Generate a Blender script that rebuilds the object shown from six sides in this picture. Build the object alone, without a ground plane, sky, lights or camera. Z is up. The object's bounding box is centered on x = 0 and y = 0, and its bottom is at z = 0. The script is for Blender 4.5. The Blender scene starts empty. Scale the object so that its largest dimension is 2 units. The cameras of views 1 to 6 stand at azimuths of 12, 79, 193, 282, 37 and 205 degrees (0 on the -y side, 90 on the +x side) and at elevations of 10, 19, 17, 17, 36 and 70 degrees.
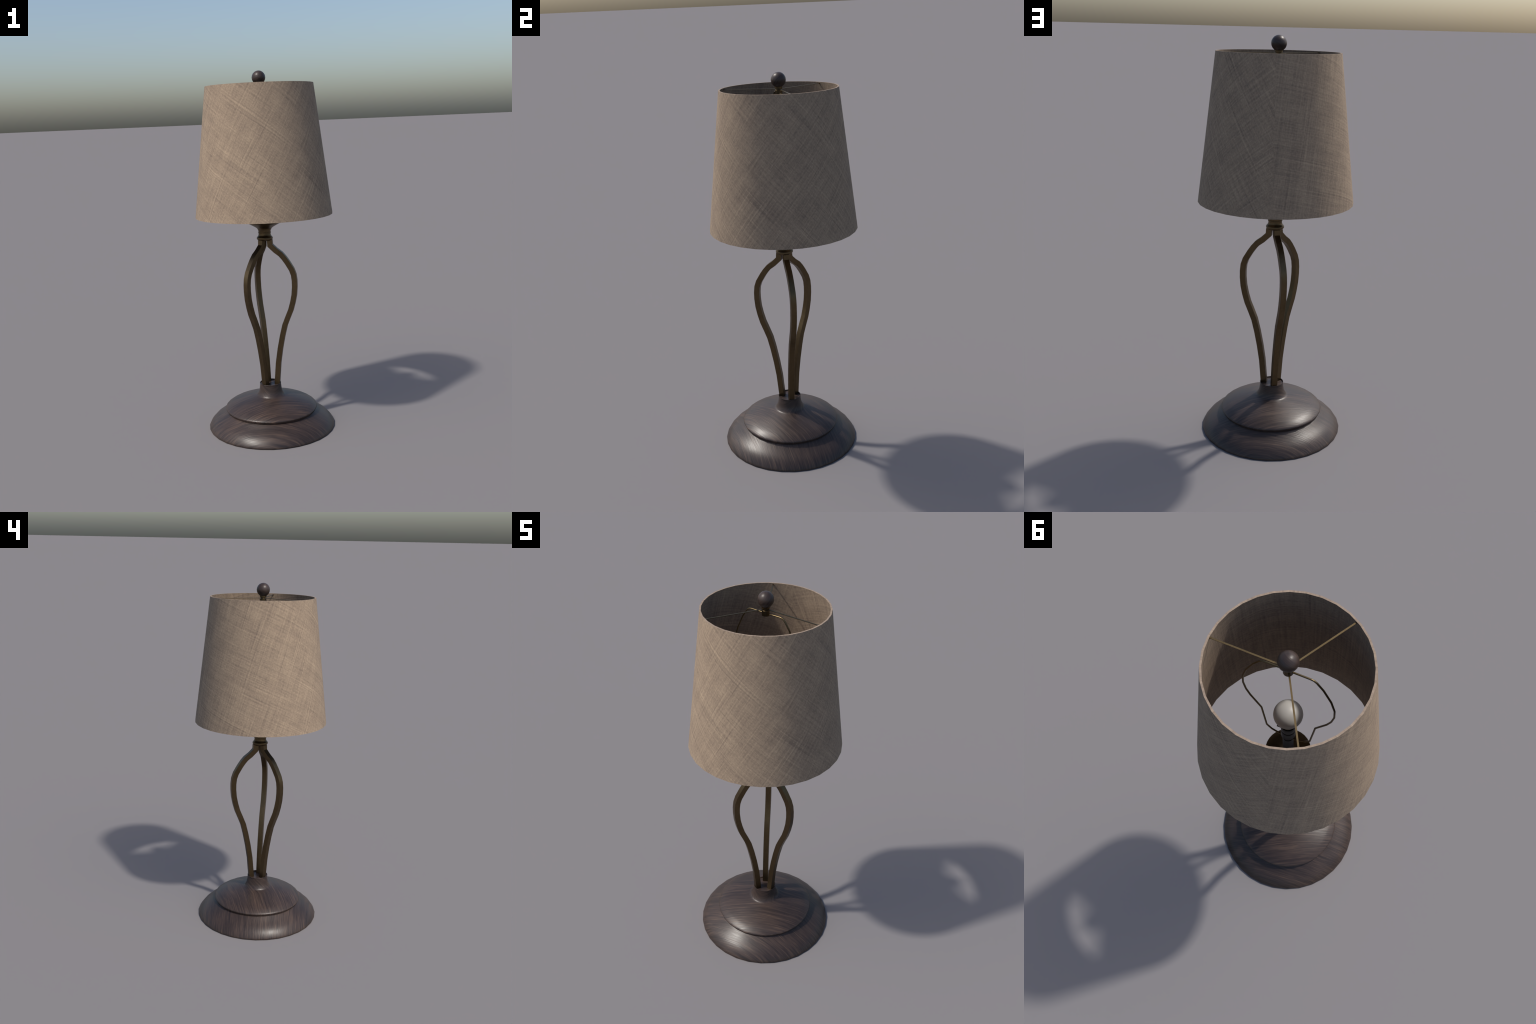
"""Table lamp: turned dark-wood base, three bowed square brass legs, brass cup,
black socket with globe bulb, wire harp, three-spoke shade carrier,
conical woven shade and a wooden ball finial."""
import math
import bpy
import bmesh
from mathutils import Vector

SEG = 32                      # sides of the turned parts
SEAM_AZ = 191.25              # azimuth of the shade's glued seam
R_TOP, Z_TOP = 0.2933, 1.9250
R_BOT, Z_BOT = 0.3792, 1.2218
WALL = 0.0075


# ----------------------------------------------------------------- mesh tools
def polar(r, az, z):
    a = math.radians(az)
    return (r * math.sin(a), -r * math.cos(a), z)


def finish(bm, name, mat, parent, sharp=35.0, mats=None):
    bmesh.ops.recalc_face_normals(bm, faces=bm.faces)
    me = bpy.data.meshes.new(name)
    bm.to_mesh(me)
    bm.free()
    for p in me.polygons:
        p.use_smooth = True
    me.set_sharp_from_angle(angle=math.radians(sharp))
    for m in (mats or [mat]):
        me.materials.append(m)
    return place(me, name, parent)


def place(me, name, parent):
    ob = bpy.data.objects.new(name, me)
    bpy.context.scene.collection.objects.link(ob)
    ob.parent = parent
    return ob


def lathe(bm, profile, seg=SEG, closed=False):
    """Turn a list of (radius, height) about the z axis; radius 0 closes to a point."""
    rings = []
    for r, z in profile:
        if r <= 1e-6:
            rings.append([bm.verts.new((0, 0, z))])
        else:
            rings.append([bm.verts.new(polar(r, 360.0 * k / seg, z)) for k in range(seg)])
    pairs = list(zip(rings, rings[1:]))
    if closed:
        pairs.append((rings[-1], rings[0]))
    faces = []
    for a, b in pairs:
        for k in range(seg):
            j = (k + 1) % seg
            if len(a) == 1 and len(b) == 1:
                continue
            if len(a) == 1:
                faces.append(bm.faces.new((a[0], b[k], b[j])))
            elif len(b) == 1:
                faces.append(bm.faces.new((a[k], a[j], b[0])))
            else:
                faces.append(bm.faces.new((a[k], a[j], b[j], b[k])))
    return faces


def turned(name, profile, mat, parent, seg=SEG, sharp=35.0, closed=False):
    bm = bmesh.new()
    lathe(bm, profile, seg, closed)
    return finish(bm, name, mat, parent, sharp)


def sweep(bm, path, section):
    """Sweep a cross-section [(normal, binormal)] along a path in the xz plane."""
    pts = [Vector((x, 0, z)) for x, z in path]
    rings = []
    for i, p in enumerate(pts):
        d0 = (p - pts[i - 1]).normalized() if i else None
        d1 = (pts[i + 1] - p).normalized() if i + 1 < len(pts) else None
        d0, d1 = d0 or d1, d1 or d0
        t = (d0 + d1).normalized()
        stretch = 1.0 / max(0.5, t.dot(d1))           # keep thickness at the bends
        n = Vector((-t.z, 0, t.x))
        rings.append([bm.verts.new(p + n * (a * stretch) + Vector((0, b, 0))) for a, b in section])
    m = len(section)
    for a, b in zip(rings, rings[1:]):
        for k in range(m):
            j = (k + 1) % m
            bm.faces.new((a[k], a[j], b[j], b[k]))
    bm.faces.new(rings[0])
    bm.faces.new(rings[-1][::-1])


def smooth_path(ctrl, per=3):
    """Catmull-Rom through the control points."""
    out = []
    for i in range(len(ctrl) - 1):
        p0, p1, p2 = Vector(ctrl[max(i - 1, 0)]), Vector(ctrl[i]), Vector(ctrl[i + 1])
        p3 = Vector(ctrl[min(i + 2, len(ctrl) - 1)])
        for s in range(per):
            t = s / per
            out.append(0.5 * (2 * p1 + (p2 - p0) * t + (2 * p0 - 5 * p1 + 4 * p2 - p3) * t * t
                              + (3 * p1 - p0 - 3 * p2 + p3) * t ** 3))
    out.append(Vector(ctrl[-1]))
    return [tuple(v) for v in out]


def box(bm, lo, hi, spin=0.0):
    c, s = math.cos(spin), math.sin(spin)
    v = []
    for x in (lo[0], hi[0]):
        for y in (lo[1], hi[1]):
            for z in (lo[2], hi[2]):
                v.append(bm.verts.new((x * c - y * s, x * s + y * c, z)))
    for f in ((0, 1, 3, 2), (4, 6, 7, 5), (0, 4, 5, 1), (2, 3, 7, 6), (0, 2, 6, 4), (1, 5, 7, 3)):
        bm.faces.new([v[i] for i in f])


# ------------------------------------------------------------ material tools
class Nodes:
    def __init__(self, name):
        self.mat = bpy.data.materials.new(name)
        self.mat.use_nodes = True
        self.t = self.mat.node_tree
        self.bsdf = next(n for n in self.t.nodes if n.type == "BSDF_PRINCIPLED")

    def new(self, kind, **props):
        n = self.t.nodes.new(kind)
        for k, v in props.items():
            setattr(n, k, v)
        return n

    def put(self, socket, value):
        if isinstance(value, bpy.types.NodeSocket):
            self.t.links.new(value, socket)
        else:
            socket.default_value = value

    def math(self, op, a, b=None, c=None):
        n = self.new("ShaderNodeMath", operation=op)
        for i, v in enumerate((a, b, c)):
            if v is not None:
                self.put(n.inputs[i], v)
        return n.outputs[0]

    def xyz(self):
        s = self.new("ShaderNodeSeparateXYZ")
        self.t.links.new(self.new("ShaderNodeTexCoord").outputs["Object"], s.inputs[0])
        return s.outputs

    def vec(self, x, y, z=0.0):
        n = self.new("ShaderNodeCombineXYZ")
        for i, v in enumerate((x, y, z)):
            self.put(n.inputs[i], v)
        return n.outputs[0]

    def noise(self, vector, scale=(1, 1, 1), shift=(0, 0, 0), detail=2.0, rough=0.5, distort=0.0):
        m = self.new("ShaderNodeMapping")
        self.put(m.inputs["Vector"], vector)
        m.inputs["Scale"].default_value = scale
        m.inputs["Location"].default_value = shift
        n = self.new("ShaderNodeTexNoise")
        self.t.links.new(m.outputs[0], n.inputs["Vector"])
        n.inputs["Scale"].default_value = 1.0
        n.inputs["Detail"].default_value = detail
        n.inputs["Roughness"].default_value = rough
        n.inputs["Distortion"].default_value = distort
        return n.outputs["Fac"]

    def ramp(self, fac, stops):
        n = self.new("ShaderNodeValToRGB")
        while len(n.color_ramp.elements) < len(stops):
            n.color_ramp.elements.new(0.5)
        for e, (p, c) in zip(n.color_ramp.elements, stops):
            e.position, e.color = p, (*c, 1.0)
        self.put(n.inputs[0], fac)
        return n.outputs[0]

    def bump(self, height, strength, distance):
        n = self.new("ShaderNodeBump")
        n.inputs["Strength"].default_value = strength
        n.inputs["Distance"].default_value = distance
        self.put(n.inputs["Height"], height)
        self.put(self.bsdf.inputs["Normal"], n.outputs[0])

    def weighted(self, *terms):
        """Sum of weight * (noise - 0.5), centred on 0.5."""
        total = 0.5
        for w, v in terms:
            total = self.math("ADD", self.math("MULTIPLY", self.math("SUBTRACT", v, 0.5), w), total)
        return total


def fabric(name, start_deg, turn, dark, light, aligned=False):
    """Woven cloth laid flat and rolled into a cone, so the weave turns with the azimuth."""
    n = Nodes(name)
    x, y, z = n.xyz()
    c = math.radians(SEAM_AZ - 180.0)
    s_ = n.math("ADD", n.math("MULTIPLY", x, math.cos(c)), n.math("MULTIPLY", y, math.sin(c)))
    c_ = n.math("SUBTRACT", n.math("MULTIPLY", x, math.sin(c)), n.math("MULTIPLY", y, math.cos(c)))
    phi = n.math("ARCTAN2", s_, c_)                    # -pi..pi, jump at the seam
    slope = (R_BOT - R_TOP) / (Z_TOP - Z_BOT)
    apex = Z_TOP + R_TOP / slope
    slant = n.math("MULTIPLY", n.math("SUBTRACT", apex, z), math.sqrt(1 + slope * slope))
    psi = n.math("MULTIPLY_ADD", phi, turn, math.radians(start_deg) + math.pi * turn * (0 if aligned else 1))
    u = n.math("MULTIPLY", slant, n.math("SINE", psi))
    v = n.math("MULTIPLY", slant, n.math("COSINE", psi))
    p = n.vec(u, v)
    weft = n.noise(p, (5.5, 170, 1), (0, 0, 3), 1.0)
    warp = n.noise(p, (170, 5.5, 1), (0, 0, 7), 1.0)
    slub_a = n.noise(p, (2.2, 75, 1), (0, 0, 11), 2.0)
    slub_b = n.noise(p, (75, 2.2, 1), (0, 0, 17), 2.0)
    cloud = n.noise(p, (11, 11, 1), (0, 0, 23), 2.0)
    grain = n.noise(p, (105, 105, 1), (0, 0, 29), 1.0)
    # bundles of a few parallel thick threads that fade in and out
    def bundle(line, band):
        gain = n.math("MULTIPLY", n.math("MAXIMUM", n.math("SUBTRACT", band, 0.43), 0.0), 7.0)
        return n.math("ADD", n.math("MULTIPLY", n.math("SUBTRACT", line, 0.5), gain), 0.5)
    bundle_a = bundle(n.noise(p, (1.9, 118, 1), (0, 0, 37), 0.5), n.noise(p, (2.4, 24, 1), (0, 0, 41), 1.0))
    bundle_b = bundle(n.noise(p, (118, 1.9, 1), (0, 0, 43), 0.5), n.noise(p, (24, 2.4, 1), (0, 0, 47), 1.0))
    fac = n.weighted((0.40, weft), (0.40, warp), (0.26, slub_a), (0.26, slub_b), (0.36, bundle_a), (0.36, bundle_b),
                     (0.36, cloud), (0.50, grain))
    n.put(n.bsdf.inputs["Base Color"], n.ramp(fac, [(0.0, dark), (1.0, light)]))
    n.bsdf.inputs["Roughness"].default_value = 0.9
    n.bsdf.inputs["Specular IOR Level"].default_value = 0.25
    n.bump(n.weighted((0.6, weft), (0.6, warp), (0.3, slub_a), (0.3, slub_b)), 0.15, 0.0015)
    return n.mat


def wood(name, grain_az, seed, contrast=1.0):
    """Dark stained wood; streaks run along one direction across the turned form."""
    n = Nodes(name)
    x, y, z = n.xyz()
    a = math.radians(grain_az)
    along = n.math("SUBTRACT", n.math("MULTIPLY", x, math.sin(a)), n.math("MULTIPLY", y, math.cos(a)))
    across = n.math("ADD", n.math("MULTIPLY", x, math.cos(a)), n.math("MULTIPLY", y, math.sin(a)))
    p0 = n.vec(along, across, n.math("MULTIPLY", z, 0.25))
    sway = n.math("MULTIPLY", n.math("SUBTRACT", n.noise(p0, (5, 9, 5), (seed, 0, 0), 1.0), 0.5), 0.022)
    rise = n.math("MULTIPLY", n.math("MAXIMUM", n.math("SUBTRACT", z, 0.17), 0.0), -0.9)
    p = n.vec(along, n.math("ADD", n.math("ADD", across, sway), rise), n.math("MULTIPLY", z, 0.25))
    broad = n.noise(p, (4.0, 105, 35), (0, 0, seed), 2.5, 0.55)
    fine = n.noise(p, (7.0, 240, 60), (0, 0, seed + 5), 2.0, 0.6)
    pores = n.noise(p, (16, 330, 90), (0, 0, seed + 9), 1.0)
    tone = n.noise(p0, (6, 10, 6), (0, seed, 2), 2.0)
    fac = n.weighted((1.08 * contrast, broad), (0.85 * contrast, fine), (0.42 * contrast, pores), (0.40 * contrast, tone))
    col = n.ramp(fac, [(0.10, (0.0185, 0.0135, 0.0130)), (0.42, (0.0330, 0.0228, 0.0200)),
                       (0.62, (0.0480, 0.0325, 0.0270)), (0.92, (0.0850, 0.0550, 0.0390))])
    n.put(n.bsdf.inputs["Base Color"], col)
    n.put(n.bsdf.inputs["Roughness"], n.math("MULTIPLY_ADD", fac, 0.14, 0.31))
    n.bsdf.inputs["Specular IOR Level"].default_value = 0.37
    n.bump(n.weighted((0.6, fine), (0.3, broad), (0.4, pores)), 0.28, 0.0025)
    return n.mat


def brass(name, low, high, rough):
    """Aged brass with faint cloudy tarnish."""
    n = Nodes(name)
    tc = n.new("ShaderNodeTexCoord").outputs["Object"]
    cloud = n.noise(tc, (14, 14, 8), (0, 0, 0), 3.0)
    speck = n.noise(tc, (120, 120, 60), (4, 0, 0), 2.0)
    fac = n.weighted((0.9, cloud), (0.5, speck))
    n.put(n.bsdf.inputs["Base Color"], n.ramp(fac, [(0.2, low), (0.8, high)]))
    n.bsdf.inputs["Metallic"].default_value = 1.0
    n.put(n.bsdf.inputs["Roughness"], n.math("MULTIPLY_ADD", fac, 0.12, rough - 0.06))
    return n.mat


def plain(name, colour, rough, spec=0.5):
    n = Nodes(name)
    tc = n.new("ShaderNodeTexCoord").outputs["Object"]
    fac = n.noise(tc, (25, 25, 25), (0, 0, 0), 2.0)
    n.put(n.bsdf.inputs["Base Color"], n.ramp(fac, [(0.2, tuple(c * 0.92 for c in colour)), (0.8, colour)]))
    n.bsdf.inputs["Roughness"].default_value = rough
    n.bsdf.inputs["Specular IOR Level"].default_value = spec
    return n.mat


M_CLOTH = fabric("woven_shade_cloth", 8.0, 0.1385, (0.118, 0.088, 0.073), (0.402, 0.309, 0.214))
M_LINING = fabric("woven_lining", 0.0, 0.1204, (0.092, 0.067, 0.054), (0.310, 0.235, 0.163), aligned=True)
M_RIM = fabric("cut_cloth_edge", 8.0, 0.1385, (0.16, 0.120, 0.092), (0.39, 0.30, 0.222))
M_WOOD_LOW = wood("dark_wood_foot", 97, 0.0)
M_WOOD_TOP = wood("dark_wood_dome", 118, 31.0)
M_WOOD_BALL = wood("dark_wood_ball", 60, 57.0, 0.55)
M_BRASS = brass("aged_brass", (0.094, 0.066, 0.035), (0.140, 0.100, 0.056), 0.39)
M_GILT = brass("bright_brass", (0.115, 0.083, 0.042), (0.145, 0.106, 0.055), 0.45)
M_WIRE = brass("brass_wire", (0.11, 0.080, 0.040), (0.17, 0.125, 0.066), 0.38)  # brass lightened to bring up the sun highlight along the harp
M_BLACK = plain("black_plastic", (0.015, 0.015, 0.0165), 0.5, 0.32)
M_GAP_SHADOW = plain("painted_gap_shadow", (0.002, 0.002, 0.002), 0.8, 0.1)
M_BULB = plain("frosted_bulb", (0.42, 0.40, 0.365), 0.42, 0.4)

# ------------------------------------------------------------------- the lamp
lamp = bpy.data.objects.new("table_lamp", None)
bpy.context.scene.collection.objects.link(lamp)
lamp["label"] = "table lamp with tapered woven shade, bowed brass legs and dark wood base"
lamp["category"] = "table lamp"

base = bpy.data.objects.new("wooden_base", None)
bpy.context.scene.collection.objects.link(base)
base.parent = lamp

# --- foot: broad bowl-shaped disc
turned("foot", [(0, 0.0), (0.3615, 0.0), (0.3622, 0.003), (0.3600, 0.009), (0.3565, 0.015), (0.3515, 0.0225),
                (0.343, 0.033), (0.3325, 0.0437), (0.320, 0.0535), (0.307, 0.0620), (0.295, 0.0692),
                (0.2825, 0.0770), (0.272, 0.0840), (0.2635, 0.0900), (0.2550, 0.0960), (0.242, 0.1030)],
       M_WOOD_LOW, base, sharp=40)

# --- dome with an undercut lip, flowing up into the collar
turned("dome", [(0.2480, 0.0880), (0.2555, 0.0960), (0.2600, 0.1025), (0.2622, 0.1078), (0.2628, 0.1102), (0.2618, 0.1124),
                (0.2594, 0.1150), (0.2550, 0.1184), (0.2465, 0.1240), (0.2340, 0.1315), (0.2220, 0.1368), (0.200, 0.1447),
                (0.170, 0.1542), (0.140, 0.1625), (0.110, 0.1700), (0.090, 0.1748), (0.0825, 0.1768),
                (0.0775, 0.1800), (0.0735, 0.1862), (0.0680, 0.1965), (0.0645, 0.2090), (0.0620, 0.2260),
                (0.0604, 0.2420), (0.0600, 0.2452), (0.0610, 0.2468), (0.0612, 0.2490), (0.0602, 0.2504),
                (0.0588, 0.2502), (0.0575, 0.2485), (0.0565, 0.2440), (0.0, 0.2435)],
       M_WOOD_TOP, base, sharp=50)

# --- three bowed square-bar legs
HALF = 0.0146
LEG = [(0.0275, 1.0815), (0.0295, 1.0500), (0.0590, 1.0215), (0.0868, 1.0005), (0.1060, 0.9780), (0.1232, 0.9530),
       (0.1467, 0.9130), (0.1568, 0.8830), (0.1605, 0.8500), (0.1606, 0.8150), (0.1565, 0.7700),
       (0.1475, 0.7270), (0.1345, 0.6820), (0.1155, 0.6370), (0.0975, 0.5920), (0.0815, 0.5287),
       (0.0660, 0.4530), (0.0525, 0.3690), (0.0410, 0.2440)]
bm = bmesh.new()
b = 0.0012                                             # small chamfer on the bar's long edges
square = [(-HALF, -HALF + b), (-HALF + b, -HALF), (HALF - b, -HALF), (HALF, -HALF + b),
          (HALF, HALF - b), (HALF - b, HALF), (-HALF + b, HALF), (-HALF, HALF - b)]
sweep(bm, LEG, square)
leg = finish(bm, "leg", M_BRASS, lamp, sharp=26)
for k in (1, 2):
    other = leg.copy()
    bpy.context.scene.collection.objects.link(other)
    other.name = "leg"
    other.rotation_euler = (0, 0, math.radians(120 * k))

# --- turned brass neck that opens into the cup
turned("brass_cup", [(0, 1.0790), (0.0360, 1.0790), (0.0395, 1.0815), (0.0440, 1.0870), (0.0449, 1.0905), (0.0447, 1.0950),
                     (0.0425, 1.0985), (0.0372, 1.1040), (0.0350, 1.1090), (0.0339, 1.1150), (0.0341, 1.1208),
                     (0.0357, 1.1216), (0.0360, 1.1238), (0.0355, 1.1258), (0.0342, 1.1266), (0.0344, 1.1310),
                     (0.0356, 1.1360), (0.0381, 1.1415), (0.0420, 1.1475), (0.0470, 1.1520), (0.0540, 1.1562),
                     (0.0640, 1.1618), (0.0800, 1.1708), (0.0950, 1.1785), (0.0965, 1.1802), (0.0955, 1.1815),
                     (0.0935, 1.1808), (0.0790, 1.1735), (0.0620, 1.1645), (0.0480, 1.1580), (0.0350, 1.1520),
                     (0.0, 1.1500)], M_BRASS, lamp, sharp=38)

# --- socket, key and bulb
SOCKET = [(0, 1.149), (0.0225, 1.149), (0.0225, 1.3280), (0.0222, 1.3290), (0.0205, 1.3300), (0.0205, 1.3545), (0.0280, 1.3555),
          (0.0287, 1.3565), (0.0287, 1.4040), (0.0284, 1.4048), (0.0240, 1.4055), (0.0240, 1.4105),
          (0.0284, 1.4112), (0.0287, 1.4120), (0.0287, 1.4475), (0.0278, 1.4490), (0.0245, 1.4490), (0.0, 1.4440)]
bm = bmesh.new()
for i, f in enumerate(lathe(bm, SOCKET)):
    f.material_index = 1 if i // SEG in (4, 9, 10, 11, 15, 16) else 0      # groove faces painted near-black for the shadow under the rings
socket = finish(bm, "socket", None, lamp, sharp=38, mats=[M_BLACK, M_GAP_SHADOW])
bm = bmesh.new()
ring = [(0.0048 * math.cos(math.tau * k / 10), 0.0048 * math.sin(math.tau * k / 10)) for k in range(10)]
sweep(bm, [(0.026, 1.400), (0.047, 1.400)], ring)
finish(bm, "switch_key", M_BLACK, socket)

RB, ZB = 0.0568, 1.5450
bulb = [(0.0, ZB + RB)]
bulb += [(RB * math.sin(math.radians(t)), ZB + RB * math.cos(math.radians(t))) for t in range(10, 131, 10)]
bulb += [(0.0380, 1.4965), (0.0325, 1.4840), (0.0282, 1.4700), (0.0255, 1.4580), (0.0238, 1.4500), (0.0230, 1.4440)]
turned("bulb", bulb, M_BULB, lamp, seg=40, sharp=60)

# --- wire harp: two bowed arms in one plane
bm = bmesh.new()
wire = [(0.0037 * math.cos(math.tau * k / 8), 0.0037 * math.sin(math.tau * k / 8)) for k in range(8)]
ARM = [(0.0120, 1.8985), (0.0800, 1.8990), (0.0930, 1.8965), (0.1040, 1.8870), (0.1290, 1.8515), (0.1605, 1.7850),
       (0.1765, 1.7260), (0.1785, 1.6750), (0.1695, 1.6280), (0.1540, 1.5895), (0.1108, 1.5155), (0.0930, 1.3690),
       (0.0720, 1.3440), (0.0545, 1.3360), (0.0350, 1.3290), (0.0200, 1.3250)]
sweep(bm, ARM, wire)
sweep(bm, [(-x, z) for x, z in ARM], wire)
finish(bm, "harp", M_WIRE, lamp, sharp=50)

# --- finial: brass stem and wooden ball
turned("finial_stem", [(0, 1.8885), (0.0170, 1.8885), (0.0182, 1.8895), (0.0182, 1.9145), (0.0174, 1.9155), (0.0120, 1.9157),
                       (0.0120, 1.9207), (0.0174, 1.9209), (0.0182, 1.9215), (0.0182, 1.9320), (0.0, 1.9330)],
       M_BRASS, lamp, seg=20)
RF, ZF = 0.0370, 1.9630
ball = [(RF * math.sin(math.radians(t)), ZF + RF * math.cos(math.radians(t))) for t in (0, 18, 36, 54, 72, 90, 108, 126, 144)]
ball[0] = (0.0, ZF + RF)
turned("finial_ball", ball + [(0.0170, 1.9300), (0.0, 1.9298)], M_WOOD_BALL, lamp, seg=18, sharp=60)

# --- shade: tapered drum with wall thickness, lining and cut edges
bm = bmesh.new()
ROWS = 6
outer = [(R_TOP + (R_BOT - R_TOP) * i / ROWS, Z_TOP + (Z_BOT - Z_TOP) * i / ROWS) for i in range(ROWS + 1)]
inner = [(r - WALL, z) for r, z in outer][::-1]
faces = lathe(bm, outer + inner, SEG, closed=True)
for i, f in enumerate(faces):
    band = i // SEG
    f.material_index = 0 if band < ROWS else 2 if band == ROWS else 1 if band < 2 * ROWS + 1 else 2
shade = finish(bm, "shade", None, lamp, sharp=30, mats=[M_CLOTH, M_LINING, M_RIM])

# --- three flat spokes that carry the shade
bm = bmesh.new()
box(bm, (0.0060, -0.0031, 1.9171), (0.2850, 0.0031, 1.9193))
box(bm, (0.2825, -0.0033, 1.9150), (0.2860, 0.0033, 1.9197))
spoke = finish(bm, "shade_spoke", M_GILT, lamp, sharp=30)
for k in (1, 2):
    other = spoke.copy()
    bpy.context.scene.collection.objects.link(other)
    other.name = "shade_spoke"
    other.rotation_euler = (0, 0, math.radians(120 * k))
